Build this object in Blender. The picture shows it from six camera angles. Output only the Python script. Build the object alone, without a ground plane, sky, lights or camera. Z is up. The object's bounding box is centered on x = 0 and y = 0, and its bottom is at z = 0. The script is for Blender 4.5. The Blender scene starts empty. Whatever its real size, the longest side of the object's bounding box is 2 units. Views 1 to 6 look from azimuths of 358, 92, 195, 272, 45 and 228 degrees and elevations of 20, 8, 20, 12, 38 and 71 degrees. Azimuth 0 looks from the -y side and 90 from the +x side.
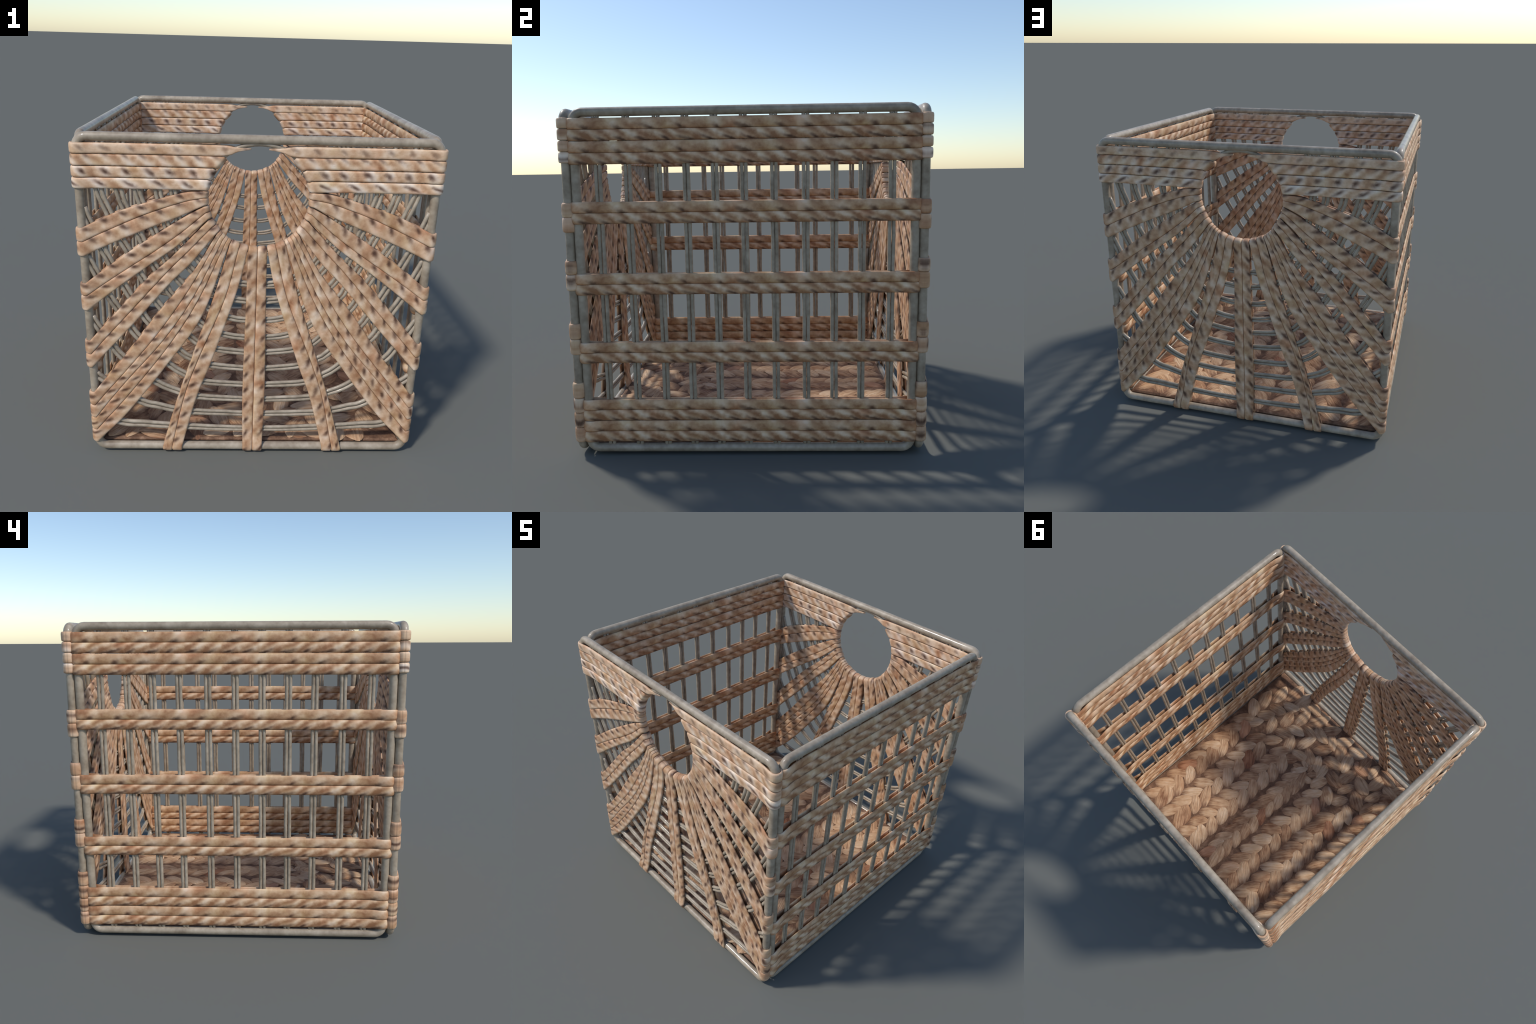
import bpy, bmesh, math, random
from mathutils import Vector, Matrix, noise

random.seed(11)
V = Vector
SCN = bpy.context.scene.collection

# ------------------------------------------------------------------ sizes (m)
END_Y = 0.960          # plane of the two panels that carry the hand hole
SIDE_X = 0.933         # plane of the two slatted panels
Z_LOW, Z_HIGH = 0.0390, 1.9180   # centre lines of bottom and top rails
R_POLE = 0.0245        # thick rattan pole of the frames
END_POST, SIDE_POST = 0.934, 0.911
R_CORNER = 0.052
HOLE_Z, HOLE_R = 1.608, 0.289    # hand hole ring
STRIP_T = 0.0115       # thickness of a woven strip
GAP_POST, GAP_RING, GAP_MID = 0.0250, 0.0195, 0.0115

# ------------------------------------------------------------------ node helpers
class NT:
    def __init__(self, name):
        self.mat = bpy.data.materials.new(name)
        self.mat.use_nodes = True
        self.t = self.mat.node_tree
        self.t.nodes.clear()
        self.out = self.t.nodes.new("ShaderNodeOutputMaterial")
        self.bsdf = self.t.nodes.new("ShaderNodeBsdfPrincipled")
        self.t.links.new(self.bsdf.outputs[0], self.out.inputs[0])

    def put(self, sock, val):
        if hasattr(val, "is_output"):
            self.t.links.new(val, sock)
        elif val is not None:
            sock.default_value = val

    def math(self, op, a, b=None, c=None, clamp=False):
        n = self.t.nodes.new("ShaderNodeMath")
        n.operation = op
        n.use_clamp = clamp
        for i, v in enumerate((a, b, c)):
            if v is not None:
                self.put(n.inputs[i], v)
        return n.outputs[0]

    def prop(self, name):
        n = self.t.nodes.new("ShaderNodeAttribute")
        n.attribute_type = "OBJECT"
        n.attribute_name = '["%s"]' % name
        return n.outputs["Fac"]

    def coord(self):
        n = self.t.nodes.new("ShaderNodeTexCoord")
        return n.outputs["Object"]

    def rnd(self):
        return self.t.nodes.new("ShaderNodeObjectInfo").outputs["Random"]

    def sep(self, v):
        n = self.t.nodes.new("ShaderNodeSeparateXYZ")
        self.put(n.inputs[0], v)
        return n.outputs

    def comb(self, x, y, z):
        n = self.t.nodes.new("ShaderNodeCombineXYZ")
        for i, v in enumerate((x, y, z)):
            self.put(n.inputs[i], v)
        return n.outputs[0]

    def noise(self, vec, scale, detail=2.0, rough=0.5, w=None):
        n = self.t.nodes.new("ShaderNodeTexNoise")
        if w is not None:
            n.noise_dimensions = "4D"
            self.put(n.inputs["W"], w)
        self.put(n.inputs["Vector"], vec)
        n.inputs["Scale"].default_value = scale
        n.inputs["Detail"].default_value = detail
        n.inputs["Roughness"].default_value = rough
        return n.outputs["Fac"]

    def ramp(self, fac, stops, mode="LINEAR"):
        n = self.t.nodes.new("ShaderNodeValToRGB")
        e = n.color_ramp
        e.interpolation = mode
        while len(e.elements) < len(stops):
            e.elements.new(0.5)
        for el, (p, c) in zip(e.elements, stops):
            el.position = p
            el.color = (*c, 1.0) if len(c) == 3 else c
        self.put(n.inputs[0], fac)
        return n.outputs[0]

    def smooth(self, x, lo, hi, a=0.0, b=1.0):
        n = self.t.nodes.new("ShaderNodeMapRange")
        n.interpolation_type = "SMOOTHSTEP"
        self.put(n.inputs[0], x)
        for i, v in enumerate((lo, hi, a, b)):
            self.put(n.inputs[1 + i], v)
        return n.outputs[0]

    def mix(self, fac, a, b, mode="MIX"):
        n = self.t.nodes.new("ShaderNodeMix")
        n.data_type = "RGBA"
        n.blend_type = mode
        self.put(n.inputs[0], fac)
        for s, v in ((n.inputs[6], a), (n.inputs[7], b)):
            if isinstance(v, tuple):
                v = (*v, 1.0)
            self.put(s, v)
        return n.outputs[2]

    def bump(self, h, strength, dist):
        n = self.t.nodes.new("ShaderNodeBump")
        n.inputs["Strength"].default_value = strength
        n.inputs["Distance"].default_value = dist
        self.put(n.inputs["Height"], h)
        self.t.links.new(n.outputs[0], self.bsdf.inputs["Normal"])

    def finish(self, color, rough, spec=0.5, coat=0.0, coat_rough=0.1):
        self.put(self.bsdf.inputs["Base Color"], color)
        self.put(self.bsdf.inputs["Roughness"], rough)
        self.bsdf.inputs["Specular IOR Level"].default_value = spec
        self.bsdf.inputs["Coat Weight"].default_value = coat
        self.bsdf.inputs["Coat Roughness"].default_value = coat_rough
        return self.mat

# palette of the dried water hyacinth and of the rattan poles
DARK = (0.080, 0.034, 0.020)
RUSSET = (0.25, 0.105, 0.050)
BROWN = (0.36, 0.170, 0.085)
TAN = (0.585, 0.352, 0.210)
LIGHT = (0.785, 0.560, 0.390)
PALE = (0.920, 0.765, 0.640)

def strip_material():
    """Twisted-strand colouring of a woven strip.  Local X runs along the strip,
    local Y across it; the object's own properties say how long the twist is."""
    m = NT("woven_hyacinth")
    co = m.coord()
    x, y, z = m.sep(co)
    L, bow, hw = m.prop("strip_length"), m.prop("strip_bow"), m.prop("half_width")
    k = m.math("DIVIDE", x, L)
    arch = m.math("MULTIPLY", m.math("SUBTRACT", 1.0, m.math("MULTIPLY", m.math("MULTIPLY", k, k), 4.0)), bow)
    v = m.math("DIVIDE", m.math("SUBTRACT", m.math("MULTIPLY", y, m.prop("mirrored")), arch), hw)
    seed = m.prop("pattern_seed")
    along = m.math("ADD", x, seed)
    wob = m.noise(m.comb(along, m.math("MULTIPLY", v, 0.03), 0.0), 5.0, 1.0)
    u = m.math("DIVIDE", along, m.prop("twist_length"))
    u = m.math("ADD", u, m.math("MULTIPLY", v, m.prop("twist_slant")))
    u = m.math("ADD", u, m.math("MULTIPLY", m.math("SUBTRACT", wob, 0.5), m.prop("twist_wander")))
    big = m.noise(m.comb(m.math("MULTIPLY", along, 9.0), m.math("MULTIPLY", v, 0.35), 2.0), 1.0, 2.0, 0.5)
    med = m.noise(m.comb(m.math("MULTIPLY", along, 32.0), m.math("MULTIPLY", v, 1.1), 5.0), 1.0, 3.0, 0.55)
    u = m.math("ADD", u, m.math("MULTIPLY", m.math("SUBTRACT", med, 0.5), 0.14))
    f = m.math("FRACT", u)
    # dark spot once per twist, near one edge
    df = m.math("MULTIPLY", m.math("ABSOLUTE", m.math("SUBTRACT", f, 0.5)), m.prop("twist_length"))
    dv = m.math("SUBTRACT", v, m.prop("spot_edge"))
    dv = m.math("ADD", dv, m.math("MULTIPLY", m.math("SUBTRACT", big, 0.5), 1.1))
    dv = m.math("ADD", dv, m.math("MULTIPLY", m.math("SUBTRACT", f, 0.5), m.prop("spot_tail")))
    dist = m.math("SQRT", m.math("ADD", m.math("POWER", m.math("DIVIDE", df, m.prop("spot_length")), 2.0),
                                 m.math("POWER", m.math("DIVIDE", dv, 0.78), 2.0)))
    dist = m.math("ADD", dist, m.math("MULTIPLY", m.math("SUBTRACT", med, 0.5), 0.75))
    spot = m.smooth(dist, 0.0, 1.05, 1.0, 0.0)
    smear = m.smooth(dist, 0.2, 1.75, 1.0, 0.0)
    some = m.smooth(m.noise(m.comb(m.math("MULTIPLY", along, 11.0), 0.0, 9.0), 1.0, 1.0), 0.34, 0.55, 0.75, 1.0)
    spot = m.math("MULTIPLY", spot, some)
    smear = m.math("MULTIPLY", smear, m.math("ADD", m.math("MULTIPLY", some, 0.6), 0.4))
    # smooth wave along each twist: browner on one side of the spot, paler on the other
    wave = m.math("SINE", m.math("MULTIPLY", m.math("ADD", f, -0.18), 6.28318))
    body = m.math("ADD", 0.41, m.math("MULTIPLY", wave, m.prop("strand_contrast")))
    body = m.math("ADD", body, m.math("MULTIPLY", m.math("SUBTRACT", big, 0.5), 1.1))
    body = m.math("ADD", body, m.math("MULTIPLY", m.math("SUBTRACT", med, 0.5), 0.55))
    body = m.math("ADD", body, m.prop("lightness"), clamp=True)
    col = m.ramp(body, [(0.0, BROWN), (0.28, TAN), (0.60, LIGHT), (1.0, PALE)])
    hue = m.noise(m.comb(along, m.math("MULTIPLY", v, 0.05), 7.0), 6.0, 2.0)
    col = m.mix(m.smooth(hue, 0.52, 0.74, 0.0, 0.50), col, (0.93, 0.62, 0.46), "MULTIPLY")
    col = m.mix(m.smooth(hue, 0.50, 0.26, 0.0, 0.60), col, (0.88, 0.83, 0.62), "MULTIPLY")
    col = m.mix(m.prop("olive"), col, (0.86, 0.84, 0.66), "MULTIPLY")
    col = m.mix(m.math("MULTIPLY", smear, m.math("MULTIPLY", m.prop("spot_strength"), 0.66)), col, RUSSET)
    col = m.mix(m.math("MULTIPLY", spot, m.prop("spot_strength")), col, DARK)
    streak = m.noise(m.comb(m.math("MULTIPLY", along, 16.0), m.math("MULTIPLY", v, 6.0), 1.0), 1.0, 3.0, 0.6)
    col = m.mix(m.smooth(streak, 0.55, 0.85, 0.0, 0.35), col, BROWN)
    m.bump(m.math("SUBTRACT", m.math("MULTIPLY", streak, 0.4), m.math("MULTIPLY", spot, 0.5)), 0.35, 0.003)
    return m.finish(col, 0.55, 0.40)

def rattan_material():
    m = NT("rattan_pole")
    co = m.coord()
    r = m.rnd()
    n1 = m.noise(co, 9.0, 3.0, 0.55, m.math("MULTIPLY", r, 20.0))
    n2 = m.noise(co, 34.0, 2.0, 0.5, m.math("MULTIPLY", r, 9.0))
    f = m.math("ADD", m.math("MULTIPLY", n1, 0.65), m.math("MULTIPLY", n2, 0.35))
    col = m.ramp(f, [(0.32, (0.225, 0.170, 0.118)), (0.50, (0.360, 0.290, 0.212)), (0.68, (0.490, 0.405, 0.310))])
    m.bump(n2, 0.25, 0.002)
    return m.finish(col, 0.45, 0.4, 0.30, 0.07)

def leaf_material():
    m = NT("braided_leaf")
    co = m.coord()                     # leaf meshes are one unit long and 0.5 wide
    x, y, z = m.sep(co)
    r = m.rnd()
    w = m.math("MULTIPLY", r, 40.0)
    fib = m.noise(m.comb(m.math("MULTIPLY", x, 2.2), m.math("MULTIPLY", y, 17.0), 0.0), 1.0, 4.0, 0.6, w)
    blot = m.noise(co, 2.6, 2.0, 0.5, w)
    f = m.math("ADD", m.math("MULTIPLY", fib, 0.60), m.math("MULTIPLY", blot, 0.40))
    f = m.math("ADD", f, m.math("MULTIPLY", m.math("SUBTRACT", r, 0.5), 0.24))
    col = m.ramp(f, [(0.30, (0.27, 0.125, 0.062)), (0.43, (0.50, 0.290, 0.160)), (0.57, (0.67, 0.440, 0.265)), (0.74, (0.80, 0.595, 0.41))])
    edge = m.math("ADD", m.math("ABSOLUTE", m.math("MULTIPLY", y, 4.0)), m.math("MULTIPLY", m.math("SUBTRACT", blot, 0.5), 0.8))
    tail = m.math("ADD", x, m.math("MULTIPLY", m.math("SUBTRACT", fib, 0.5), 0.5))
    col = m.mix(m.smooth(edge, 0.60, 1.05, 0.0, 0.62), col, (0.27, 0.125, 0.062))  # crevice shade between leaves, tinted onto the leaf edges
    col = m.mix(m.smooth(tail, -0.12, -0.46, 0.0, 0.75), col, (0.20, 0.095, 0.055))  # tail end darkened for the shadow where it tucks under its neighbour
    red = m.smooth(m.math("FRACT", m.math("MULTIPLY", r, 7.31)), 0.90, 0.96, 0.0, 0.6)
    col = m.mix(red, col, (0.72, 0.42, 0.34), "MULTIPLY")
    m.bump(fib, 0.6, 0.03)
    return m.finish(col, 0.6, 0.3)

def core_material():
    m = NT("mat_core")
    co = m.coord()
    n = m.noise(co, 22.0, 4.0, 0.6)
    col = m.ramp(n, [(0.3, (0.10, 0.050, 0.030)), (0.55, (0.21, 0.115, 0.068)), (0.75, (0.38, 0.23, 0.145))])  # base browns kept deep to show shaded gaps between the leaves
    m.bump(n, 0.6, 0.008)
    return m.finish(col, 0.7, 0.25)

M_STRIP, M_POLE, M_LEAF, M_CORE = strip_material(), rattan_material(), leaf_material(), core_material()

# ------------------------------------------------------------------ mesh helpers
def make_object(name, verts, faces, mat, parent, matrix=None):
    """verts are in world space; matrix (orthonormal) gives the object's own frame."""
    me = bpy.data.meshes.new(name)
    if matrix is not None:
        inv = matrix.inverted()
        verts = [inv @ V(p) for p in verts]
    me.from_pydata([tuple(p) for p in verts], [], faces)
    bm = bmesh.new()
    bm.from_mesh(me)
    bmesh.ops.recalc_face_normals(bm, faces=bm.faces)
    bm.to_mesh(me)
    bm.free()
    for p in me.polygons:
        p.use_smooth = True
    me.materials.append(mat)
    ob = bpy.data.objects.new(name, me)
    SCN.objects.link(ob)
    ob.parent = parent
    if matrix is not None:
        ob.matrix_local = matrix if parent is None else parent.matrix_world.inverted() @ matrix
    return ob

def spline(pts, per=10):
    """Catmull-Rom through the given points."""
    pts = [V(p) for p in pts]
    ext = [2 * pts[0] - pts[1]] + pts + [2 * pts[-1] - pts[-2]]
    out = []
    for i in range(1, len(ext) - 2):
        a, b, c, d = ext[i - 1:i + 3]
        for k in range(per):
            t = k / per
            out.append(0.5 * (2 * b + (c - a) * t + (2 * a - 5 * b + 4 * c - d) * t * t + (3 * b - a - 3 * c + d) * t ** 3))
    out.append(pts[-1])
    return out

def resample(pts, n):
    d = [0.0]
    for a, b in zip(pts, pts[1:]):
        d.append(d[-1] + (b - a).length)
    out, j = [], 0
    for i in range(n):
        s = d[-1] * i / (n - 1)
        while j < len(d) - 2 and d[j + 1] < s:
            j += 1
        t = (s - d[j]) / max(d[j + 1] - d[j], 1e-9)
        out.append(pts[j].lerp(pts[j + 1], t))
    return out

def tube(path, radii, up, segs=12, closed=False):
    """Round bar along a path that lies in a plane with normal `up`."""
    n = len(path)
    vs, fs = [], []
    for i, p in enumerate(path):
        a = path[(i - 1) % n] if (closed or i > 0) else path[i]
        b = path[(i + 1) % n] if (closed or i < n - 1) else path[i]
        t = (b - a).normalized()
        s = t.cross(up).normalized()
        r = radii[i] if isinstance(radii, list) else radii
        for k in range(segs):
            q = 2 * math.pi * k / segs
            vs.append(p + (s * math.cos(q) + up * math.sin(q)) * r)
    for i in range(n if closed else n - 1):
        for k in range(segs):
            a, b = i * segs + k, i * segs + (k + 1) % segs
            c, d = ((i + 1) % n) * segs + (k + 1) % segs, ((i + 1) % n) * segs + k
            fs.append((a, b, c, d))
    if not closed:
        fs.append(tuple(range(segs)))
        fs.append(tuple((n - 1) * segs + k for k in range(segs)))
    return vs, fs

# a panel maps (u, w, n) -> world; u horizontal, w up, n towards the outside
def end_panel(sign):
    return (lambda u, w, n=0.0: V((u, sign * (END_Y + n), w))), V((0, sign, 0))

def side_panel(sign):
    return (lambda u, w, n=0.0: V((sign * (SIDE_X + n), u, w))), V((sign, 0, 0))

def rounded_frame(name, P, out, half, parent):
    pts = []
    corners = [(half, Z_LOW, -90), (half, Z_HIGH, 0), (-half, Z_HIGH, 90), (-half, Z_LOW, 180)]
    for cu, cw, a0 in corners:
        su, sw = (1 if cu > 0 else -1), (1 if cw > 1 else -1)
        mu, mw = cu - su * R_CORNER, cw - sw * R_CORNER
        for k in range(7):
            a = math.radians(a0 + 90 * k / 6)
            pts.append((mu + R_CORNER * math.cos(a), mw + R_CORNER * math.sin(a)))
    dense = []
    for i, p in enumerate(pts):
        q = pts[(i + 1) % len(pts)]
        m = max(1, int(math.dist(p, q) / 0.05))
        for k in range(m):
            t = k / m
            dense.append((p[0] + (q[0] - p[0]) * t, p[1] + (q[1] - p[1]) * t))
    path, rad = [], []
    for i, (a, b) in enumerate(dense):
        j = noise.noise(V((a * 4, b * 4, out.x * 3 + out.y * 5)))
        path.append(P(a, b))
        rad.append(R_POLE * (1 + 0.025 * j))
    vs, fs = tube(path, rad, out, 16, True)
    return make_object(name, vs, fs, M_POLE, parent)

# ------------------------------------------------------------------ woven strips
def woven_loop(P, out, lower, upper, g0, g1, end0, end1, power, parent, props,
               relief=None, stations=60, name="woven_strip"):
    """A flat strip laid on the outside of a panel, folded round a bar at both ends
    and brought back along the inside.  lower/upper are its two edges in panel
    coordinates; end0/end1(point) give the fold direction at either end."""
    A = resample(lower, stations)
    B = resample(upper, stations)
    ts = [-1.0, -0.97, -0.88, -0.72, -0.48, -0.2, 0.2, 0.48, 0.72, 0.88, 0.97, 1.0]
    back = [0.93, -0.93]
    M = len(ts) + len(back)
    mid0, mid1 = (A[0] + B[0]) / 2, (A[-1] + B[-1]) / 2
    chord = (mid1 - mid0).length
    rings = []

    def ring(i, phi, end):
        row = []
        s = i / (stations - 1)
        d0, d1 = s * chord, (1 - s) * chord
        thick = STRIP_T * min(1.0, (A[i] - B[i]).length / 0.032)
        shoulder = 0.22 if power > 4 else 0.12
        g = GAP_MID + (g0 - GAP_MID) * math.exp(-(d0 / 0.06) ** 2) + (g1 - GAP_MID) * math.exp(-(d1 / 0.06) ** 2)
        for j, t in enumerate(ts + back):
            q = A[i].lerp(B[i], (t * 0.992 + 1) / 2)
            if j < len(ts):
                h = thick * (shoulder + (1 - shoulder) * (1 - abs(t) ** power) ** 0.5)
                if relief:
                    h += relief((s - 0.5) * chord, t, 1 if (not end and math.cos(phi) > 0) else -1) * (1 - abs(t) ** 4)
                if end and abs(phi - math.pi / 2) < 0.02:
                    h -= 0.0022
            else:
                h = -0.12 * thick
            d = end(q) if end else V((0.0, 0.0))
            r = g + h
            if end is end1 and g1 < GAP_POST:      # flatter fold round the thin ring
                reach = r - 0.006
            else:
                reach = r
            uvw = q + d * (math.sin(phi) * reach)
            row.append(P(uvw.x, uvw.y, math.cos(phi) * r))
        rings.append(row)

    for i in range(stations):
        ring(i, 0.0, None)
    folds = [0.25, 0.55, 0.9, 1.25, 1.48, 1.5708, 1.66, 1.89, 2.24, 2.59, 2.89]
    for phi in folds:
        ring(stations - 1, phi, end1)
    for i in reversed(range(stations)):
        ring(i, math.pi, None)
    for phi in reversed(folds):
        ring(0, phi, end0)
    vs = [p for r in rings for p in r]
    n = len(rings)
    fs = []
    for i in range(n):
        for k in range(M):
            k2, i2 = (k + 1) % M, (i + 1) % n
            fs.append((i * M + k, i * M + k2, i2 * M + k2, i2 * M + k))
    o = P(*((mid0 + mid1) / 2), 0.0)
    X = (P(*mid1, 0.0) - P(*mid0, 0.0)).normalized()
    Y = out.cross(X)
    mat = Matrix.Translation(o) @ Matrix((X, Y, out)).transposed().to_4x4()
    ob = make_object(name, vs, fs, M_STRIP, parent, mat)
    # bow of the centre line, measured across the chord, in panel sense
    h = stations // 2
    cx = (A[h] + B[h]) / 2 - (mid0 + mid1) / 2
    c2 = (mid1 - mid0).normalized()
    across = V((-c2.y, c2.x))
    mirrored = 1.0 if Y.dot(P(across.x, across.y, 0.0) - P(0, 0, 0.0)) > 0 else -1.0
    ob["mirrored"] = mirrored
    ob["strip_length"] = chord
    ob["strip_bow"] = cx.dot(across)
    ob["half_width"] = (A[h] - B[h]).length / 2
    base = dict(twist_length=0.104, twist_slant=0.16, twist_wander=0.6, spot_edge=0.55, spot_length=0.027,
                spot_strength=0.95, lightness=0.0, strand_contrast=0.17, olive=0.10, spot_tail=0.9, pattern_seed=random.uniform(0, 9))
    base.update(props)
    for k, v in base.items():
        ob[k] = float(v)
    return ob

# ------------------------------------------------------------------ the basket
basket = bpy.data.objects.new("storage_basket", None)
SCN.objects.link(basket)
basket["label"] = "square open rattan storage basket with round hand holes"
basket["category"] = "basket"

def rim(angle):
    """Point on the hand-hole ring, angle in degrees from straight down."""
    a = math.radians(angle)
    return (HOLE_R * math.sin(a), HOLE_Z - HOLE_R * math.cos(a))

# edges of the radial strips on one half of an end panel: outer end, two or
# three points on the way in, then the angle at which they reach the ring
GROUPS = [
    [((0.934, 1.440), (0.75, 1.527), (0.58, 1.585), (0.40, 1.637), 98.5),
     ((0.934, 1.362), (0.79, 1.430), (0.60, 1.516), (0.40, 1.587), 91.0),
     ((0.934, 1.280), (0.76, 1.361), (0.59, 1.436), (0.41, 1.511), 83.0)],
    [((0.934, 1.124), (0.714, 1.291), (0.524, 1.422), (0.382, 1.513), 82.0),
     ((0.934, 1.048), (0.719, 1.199), (0.542, 1.320), (0.404, 1.424), 75.0),
     ((0.934, 0.958), (0.740, 1.112), (0.570, 1.241), (0.428, 1.347), 67.5)],
    [((0.934, 0.772), (0.750, 0.981), (0.595, 1.158), (0.455, 1.290), 66.5),
     ((0.934, 0.684), (0.695, 0.957), (0.480, 1.203), (0.370, 1.318), 58.0),
     ((0.934, 0.596), (0.715, 0.841), (0.479, 1.120), (0.355, 1.250), 49.7)],
    [((0.934, 0.432), (0.730, 0.690), (0.540, 0.957), (0.350, 1.195), 49.2),
     ((0.934, 0.341), (0.735, 0.581), (0.544, 0.827), (0.370, 1.095), 44.8),
     ((0.934, 0.256), (0.746, 0.500), (0.523, 0.772), (0.350, 1.042), 40.2),
     ((0.934, 0.170), (0.752, 0.387), (0.500, 0.728), (0.326, 1.020), 36.0),
     ((0.934, 0.082), (0.756, 0.272), (0.505, 0.612), (0.300, 0.930), 31.8)],
    [((0.545, Z_LOW + 0.005), (0.455, 0.368), (0.378, 0.612), (0.234, 1.058), 31.4),
     ((0.489, Z_LOW + 0.005), (0.410, 0.400), (0.329, 0.641), (0.175, 1.035), 20.6),
     ((0.428, Z_LOW + 0.005), (0.335, 0.400), (0.248, 0.639), (0.105, 1.090), 10.7)],
    [((0.0595, Z_LOW + 0.004), (0.066, 0.38), (0.063, 0.68), (0.056, 1.00), 10.3),
     ((0.0004, Z_LOW + 0.004), (0.0004, 0.38), (0.0004, 0.68), (0.0004, 1.00), 0.1)],
]
# horizontal strips beside the hole: upper and lower edge
ROWS = [(1.889, 1.8335), (1.8315, 1.7725), (1.7695, 1.7125), (1.7100, 1.6525)]
ROW_LOOK = [dict(twist_length=0.120, spot_strength=0.50, spot_edge=0.1, lightness=0.10, twist_slant=0.10, strand_contrast=0.10),
            dict(twist_length=0.094, spot_strength=0.70, spot_edge=0.9, lightness=0.08, twist_slant=0.30, strand_contrast=0.26),
            dict(twist_length=0.112, spot_strength=0.95, spot_edge=0.1, lightness=0.20, twist_slant=0.10, strand_contrast=0.30),
            dict(twist_length=0.150, spot_strength=0.85, spot_edge=0.0, lightness=0.26, twist_slant=0.25, strand_contrast=0.34)]

# double rods that run round the hole: points from the end on the frame to the middle
ARCS = [
    [(0.925, 0.265), (0.781, 0.205), (0.659, 0.196), (0.536, 0.185), (0.226, 0.168), (0, 0.164)],
    [(0.925, 0.542), (0.875, 0.500), (0.667, 0.354), (0.570, 0.325), (0.480, 0.302), (0.365, 0.283), (0, 0.270)],
    [(0.925, 0.910), (0.879, 0.830), (0.810, 0.719), (0.756, 0.648), (0.572, 0.487), (0.447, 0.425), (0.318, 0.388), (0, 0.371)],
    [(0.925, 1.275), (0.876, 1.169), (0.819, 1.042), (0.771, 0.960), (0.706, 0.845), (0.659, 0.778), (0.491, 0.604), (0.406, 0.545), (0.287, 0.491), (0, 0.473)],
    [(0.925, 1.545), (0.895, 1.462), (0.834, 1.315), (0.795, 1.232), (0.735, 1.110), (0.699, 1.040), (0.635, 0.930), (0.592, 0.867), (0.426, 0.692), (0.368, 0.652), (0.242, 0.603), (0, 0.581)],
    [(0.806, 1.913), (0.850, 1.760), (0.834, 1.638), (0.785, 1.507), (0.730, 1.367), (0.697, 1.306), (0.643, 1.178), (0.615, 1.125), (0.562, 1.019), (0.524, 0.962), (0.366, 0.784), (0.318, 0.749), (0.205, 0.708), (0, 0.687)],
    [(0.700, 1.913), (0.745, 1.760), (0.731, 1.640), (0.700, 1.540), (0.639, 1.407), (0.618, 1.361), (0.571, 1.243), (0.549, 1.200), (0.496, 1.094), (0.468, 1.046), (0.300, 0.866), (0.160, 0.802), (0, 0.786)],
    [(0.557, 1.913), (0.640, 1.760), (0.635, 1.640), (0.615, 1.570), (0.564, 1.443), (0.548, 1.405), (0.511, 1.287), (0.425, 1.130), (0.250, 0.958), (0.120, 0.907), (0, 0.900)],
    [(0.450, 1.913), (0.525, 1.760), (0.527, 1.640), (0.520, 1.600), (0.490, 1.461), (0.440, 1.335), (0.350, 1.190), (0.200, 1.050), (0, 1.010)],
    [(0.408, 1.913), (0.450, 1.760), (0.446, 1.620), (0.400, 1.400), (0.290, 1.225), (0.150, 1.140), (0, 1.115)],
]

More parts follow.
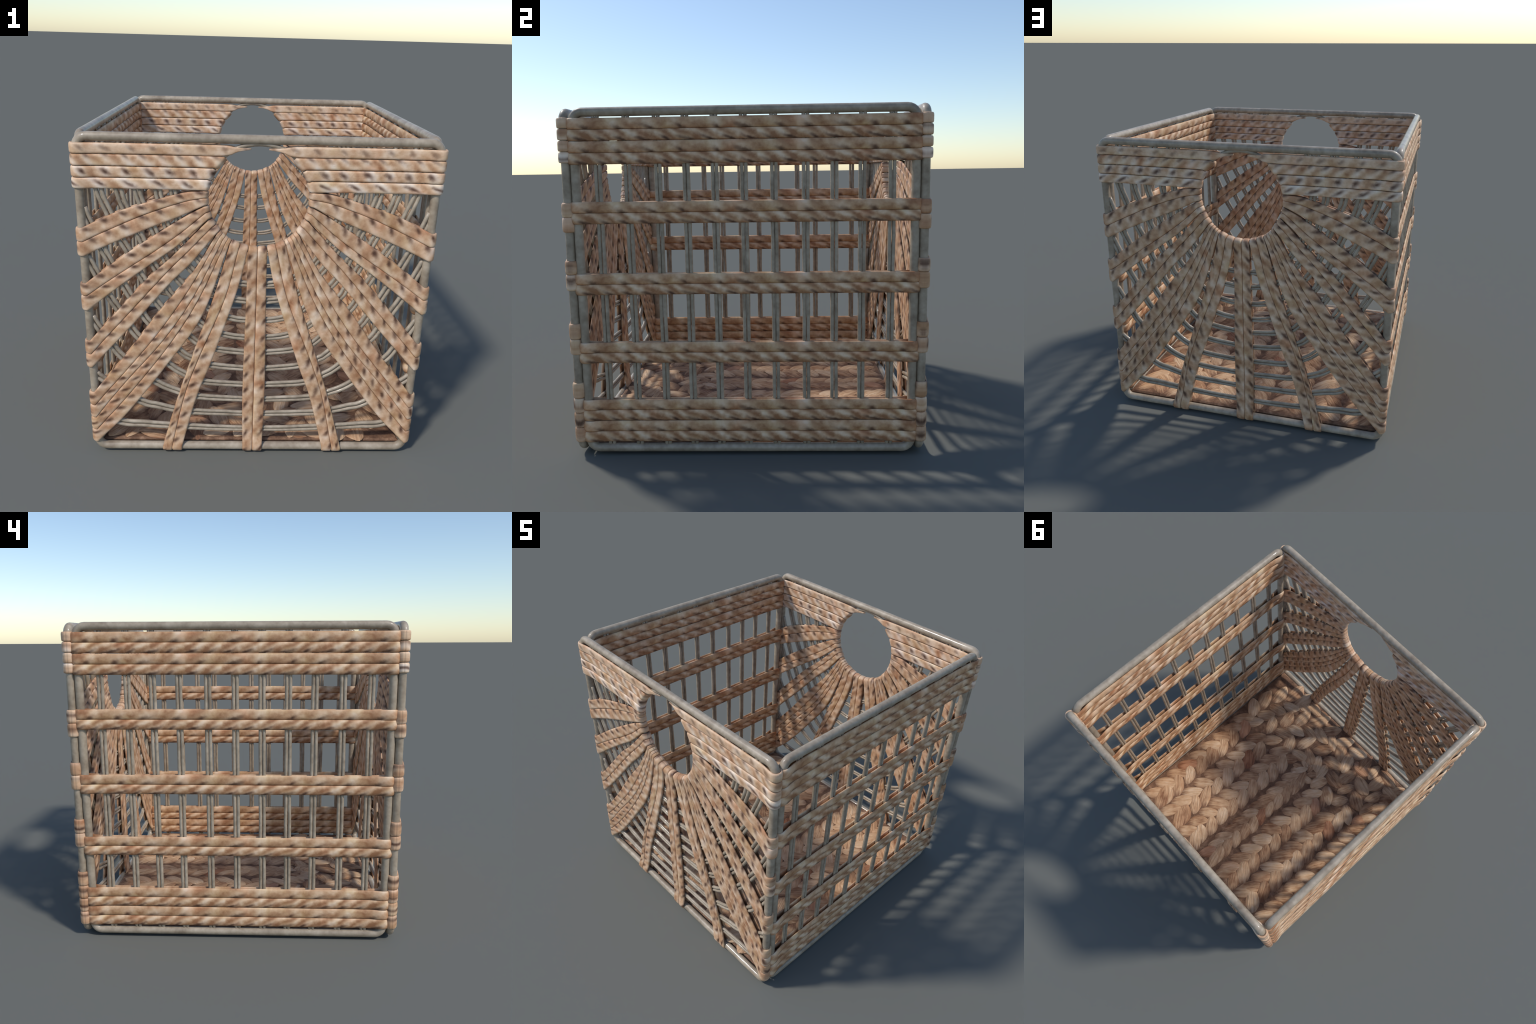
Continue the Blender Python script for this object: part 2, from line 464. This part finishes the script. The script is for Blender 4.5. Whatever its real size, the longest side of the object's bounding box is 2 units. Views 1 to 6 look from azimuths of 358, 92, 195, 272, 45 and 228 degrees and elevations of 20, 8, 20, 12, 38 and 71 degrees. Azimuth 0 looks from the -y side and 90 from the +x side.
for sign in (-1, 1):
    P, out = end_panel(sign)
    frame = rounded_frame("end_frame", P, out, END_POST, basket)
    # ring of the hand hole
    ring_pts = []
    for k in range(72):
        a = 2 * math.pi * k / 72
        ring_pts.append(P(HOLE_R * math.sin(a), HOLE_Z - HOLE_R * math.cos(a)))
    vs, fs = tube(ring_pts, 0.0130, out, 10, True)
    make_object("hand_hole_ring", vs, fs, M_POLE, frame)
    # double rods
    for arc in ARCS:
        half = spline(arc, 8)
        full = half + [V((-p.x, p.y)) for p in reversed(half[:-1])]
        full = resample([p.to_3d() for p in full], 110)
        for off in (-1, 1):
            path, rad = [], []
            for i, p in enumerate(full):
                a, b = full[max(i - 1, 0)], full[min(i + 1, len(full) - 1)]
                t = (b - a).normalized()
                k = min(1.0, abs(p.x) / 0.75)
                d = off * (0.0095 + 0.0040 * k)
                j = 0.0012 * noise.noise(V((p.x * 9, p.y * 9, off + sign * 3)))
                path.append(P(p.x - t.y * (d + j), p.y + t.x * (d + j), 0.0))
                rad.append(0.0090 + 0.0028 * k)
            vs, fs = tube(path, rad, out, 8)
            make_object("rod", vs, fs, M_POLE, frame)
    to_hole = lambda q: (V((0, HOLE_Z)) - q).normalized()
    for side in (-1, 1):
        # horizontal strips on either side of the hole
        for (zu, zl), look in zip(ROWS, ROW_LOOK):
            def edge(z):
                e = math.sqrt(HOLE_R ** 2 - (min(z, HOLE_Z + 0.271) - HOLE_Z) ** 2)
                return [V((side * (END_POST + (e - END_POST) * i / 30), z)) for i in range(31)]
            lo, up = edge(zl), edge(zu)
            if zu > 1.88:      # the top strip runs out to a point under the ring
                lo = spline([V((side * x, z)) for x, z in ((END_POST, zl), (0.5, zl), (0.19, zl), (0.115, 1.855), (0.046, 1.8660))], 14)
                up = spline([V((side * x, z)) for x, z in ((END_POST, zu), (0.5, zu), (0.20, zu - 0.001), (0.125, 1.879), (0.046, 1.8740))], 14)
            lk = dict(look)
            lk["spot_edge"] = -side * look["spot_edge"]
            woven_loop(P, out, lo, up, GAP_POST, GAP_RING if zu < 1.88 else 0.003,
                       lambda q, s=side: V((s, 0.0)), to_hole, 6.0, frame, lk, stations=44)
        # radial strips, in pairs
        for gi, grp in enumerate(GROUPS):
            curves = []
            for e in grp:
                pts = [V((side * x, z)) for x, z in e[:-1]]
                rx, rz = rim(e[-1])
                pts.append(V((side * rx, rz)))
                curves.append(spline(pts, 12))
            if gi < 4:
                end0 = lambda q, s=side: V((s, 0.0))
            else:
                end0 = lambda q: V((0.0, -1.0))
            for k in range(len(curves) - 1):
                odd = k % 2
                look = dict(spot_edge=(0.70 if odd else 0.55), twist_slant=0.20,
                            lightness=-0.02 + 0.05 * odd, twist_length=0.100 + 0.010 * random.random())
                # across-axis of the strip points up on one half and down on the other
                look["spot_edge"] *= -side
                woven_loop(P, out, curves[k + 1], curves[k], GAP_POST, GAP_RING,
                           end0, to_hole, 6.0, frame, look, stations=56)

# ------------------------------------------------------------------ slatted sides
BANDS = [(1.8865, 1.7670), (1.7650, 1.6430), (1.4440, 1.3235), (1.0510, 0.9325),
         (0.6630, 0.5435), (0.3310, 0.2075), (0.2060, 0.0800)]   # top and bottom of each double row
UPRIGHTS = [-0.788, -0.6275, -0.4645, -0.3125, -0.1595, -0.004, 0.1565, 0.325, 0.478, 0.6275, 0.7855]

for sign in (-1, 1):
    P, out = side_panel(sign)
    frame = rounded_frame("side_frame", P, out, SIDE_POST, basket)
    for i in range(11):
        u0 = UPRIGHTS[i]
        for off in (-1, 1):
            path, rad = [], []
            for k in range(41):
                w = Z_LOW + (Z_HIGH - Z_LOW) * k / 40
                j = 0.0020 * noise.noise(V((w * 6, i * 1.7, off * 2.1 + sign)))
                path.append(P(u0 + off * 0.0108 + j, w))
                rad.append(0.0103 + 0.0006 * noise.noise(V((w * 11, i * 3.1, off))))
            vs, fs = tube(path, rad, out, 10)
            make_object("rod", vs, fs, M_POLE, frame)
    for zt, zb in BANDS:
        for r in (0, 1):
            zm = (zt + zb) / 2
            zu, zl = (zt, zm) if r == 0 else (zm, zb)
            line = lambda z: [V((-SIDE_POST + 2 * SIDE_POST * i / 40, z)) for i in range(41)]
            if r == 0:
                look = dict(twist_length=0.170, twist_slant=0.18, twist_wander=1.2, spot_edge=-0.85, spot_length=0.036, spot_tail=0.8,
                            spot_strength=0.85, lightness=-0.06, strand_contrast=0.18, olive=0.32, pattern_seed=2.3)
                amp, per, sl = 0.0008, 0.170, 0.18
            else:
                look = dict(twist_length=0.112, twist_slant=0.46, twist_wander=1.0, spot_edge=-0.80, spot_length=0.036, spot_tail=0.5,
                            spot_strength=0.95, lightness=-0.08, strand_contrast=0.25, olive=0.30, pattern_seed=5.1)
                amp, per, sl = 0.0012, 0.112, 0.46
            rel = lambda x, t, s, amp=amp, per=per, sl=sl, sd=look["pattern_seed"]: \
                amp * math.sin(2 * math.pi * ((x + sd) / per + sl * t))
            woven_loop(P, out, line(zl), line(zu), GAP_POST, GAP_POST,
                       lambda q: V((-1.0, 0.0)), lambda q: V((1.0, 0.0)), 2.6, frame, look, rel, stations=150)

# ------------------------------------------------------------------ braided floor
FX, FY = 0.914, 0.934
FZ0, FZ1 = 0.047, 0.0690
def slab():
    vs, fs = [], []
    e = 0.010
    rings = [(FX - e, FY - e, FZ0), (FX, FY, FZ0 + e * 0.7), (FX, FY, FZ1 - e * 0.7), (FX - e, FY - e, FZ1)]
    for a, b, z in rings:
        vs += [V((-a, -b, z)), V((a, -b, z)), V((a, b, z)), V((-a, b, z))]
    for i in range(3):
        for k in range(4):
            fs.append((i * 4 + k, i * 4 + (k + 1) % 4, i * 4 + 4 + (k + 1) % 4, i * 4 + 4 + k))
    fs += [(0, 1, 2, 3), (12, 13, 14, 15)]
    return vs, fs
vs, fs = slab()
mat_floor = make_object("floor_mat", vs, fs, M_CORE, basket)
for p in mat_floor.data.polygons:
    p.use_smooth = False

def leaf_mesh(seed, length, width, height):
    """One plump turn of the braid: a pointed, ribbed cushion lying along local X."""
    rng = random.Random(seed)
    na, nb = 16, 10
    skew, bend = rng.uniform(0.40, 0.60), rng.uniform(-0.10, 0.10)
    vs, fs = [], []
    for i in range(na + 1):
        a = i / na
        ap = a ** (math.log(0.5) / math.log(skew))
        wd = width * 0.5 * max(0.03, math.sin(math.pi * ap)) ** 0.62
        for j in range(nb + 1):
            b = -1 + 2 * j / nb
            dome = max(0.0, 1 - abs(b) ** 2.4) ** 0.5 * max(0.0, math.sin(math.pi * ap)) ** 0.5
            rib = 0.0035 * math.sin(b * 15 + seed) * dome
            x = (a - 0.5) * length
            y = b * wd + bend * length * (4 * (a - 0.5) ** 2 - 0.5)
            z = height * dome * (0.80 + 0.30 * a) + rib
            vs.append(V((x, y, z - 0.004)))
    for i in range(na):
        for j in range(nb):
            a = i * (nb + 1) + j
            fs.append((a, a + 1, a + nb + 2, a + nb + 1))
    me = bpy.data.meshes.new("braid_leaf")
    me.from_pydata([tuple(p) for p in vs], [], fs)
    for p in me.polygons:
        p.use_smooth = True
    me.materials.append(M_LEAF)
    return me

LEAVES = [leaf_mesh(s, 1.0, 0.53, 0.056) for s in range(6)]
rng = random.Random(5)
count = 0
def lay_leaf(x, y, ang, size, z=FZ1):
    global count
    lim = size * 0.40
    ca, sa = abs(math.cos(ang)), abs(math.sin(ang))
    ex, ey = lim * ca + size * 0.20 * sa, lim * sa + size * 0.20 * ca
    x = max(-FX + ex + 0.004, min(FX - ex - 0.004, x)) if abs(x) < FX + 0.04 else x
    y = max(-FY + ey + 0.004, min(FY - ey - 0.004, y)) if abs(y) < FY + 0.04 else y
    if abs(x) + ex > FX or abs(y) + ey > FY:
        return
    ob = bpy.data.objects.new("braid_leaf", LEAVES[rng.randrange(6)])
    SCN.objects.link(ob)
    ob.parent = mat_floor
    ob.location = (x, y, z + rng.uniform(-0.001, 0.0015))
    ob.rotation_euler = (rng.uniform(-0.05, 0.05), -0.046 + rng.uniform(-0.008, 0.008), ang + rng.uniform(-0.16, 0.16))
    s = size * rng.uniform(0.92, 1.08)
    ob.scale = (s, s * rng.uniform(0.92, 1.12), s * rng.uniform(0.85, 1.1))
    count += 1

# the braid is one band wound in U-shaped turns about a point near one end
CY = -0.31
def u_turn(R, width, pitch, sides=(1, -1), bend=True):
    """Chevron braid of half-turn radius R: down one side, round the end, up the other."""
    size = width * 0.87
    for s in sides:
        y = FY - 0.03
        while y > CY:
            for k in (-1, 1):
                yy = y - (0.5 * pitch if k * s > 0 else 0.0)
                a = math.atan2(-1.0, -k * 0.85)
                lay_leaf(s * R + k * width * 0.235, yy, a, size)
            y -= pitch
    if bend:
        n = max(3, int(math.pi * R / pitch))
        for i in range(n):
            th = math.pi * (i + 0.5) / n
            for k in (-1, 1):
                r = R + k * width * 0.245
                thk = th + (0.25 * math.pi / n if k > 0 else -0.25 * math.pi / n)
                px, py = r * math.cos(thk), CY - r * math.sin(thk)
                tang = math.atan2(-math.cos(thk), -math.sin(thk))
                lay_leaf(px, py, tang + k * 0.75, size * (1.0 if k > 0 else 0.9))

u_turn(0.262, 0.250, 0.128)
u_turn(0.515, 0.260, 0.135)
u_turn(0.785, 0.270, 0.140, sides=(1,))
# heart of the winding
y = FY - 0.05
while y > CY - 0.02:
    for k in (-1, 1):
        lay_leaf(k * 0.050, y - (0.05 if k > 0 else 0), math.atan2(-1, -k * 0.6), 0.185)
    y -= 0.105
for i in range(7):
    a = 2 * math.pi * i / 7
    lay_leaf(0.075 * math.cos(a), CY - 0.04 + 0.075 * math.sin(a), a + 0.5, 0.12)
# two plain twisted ropes along one side, one strand per turn
for X, n in ((-0.725, 14), (-0.845, 14)):
    for i in range(n):
        yy = FY - 0.075 - i * (2 * FY - 0.15) / (n - 1)
        lay_leaf(X, yy, math.radians(232), 0.205)
print("leaves", count)
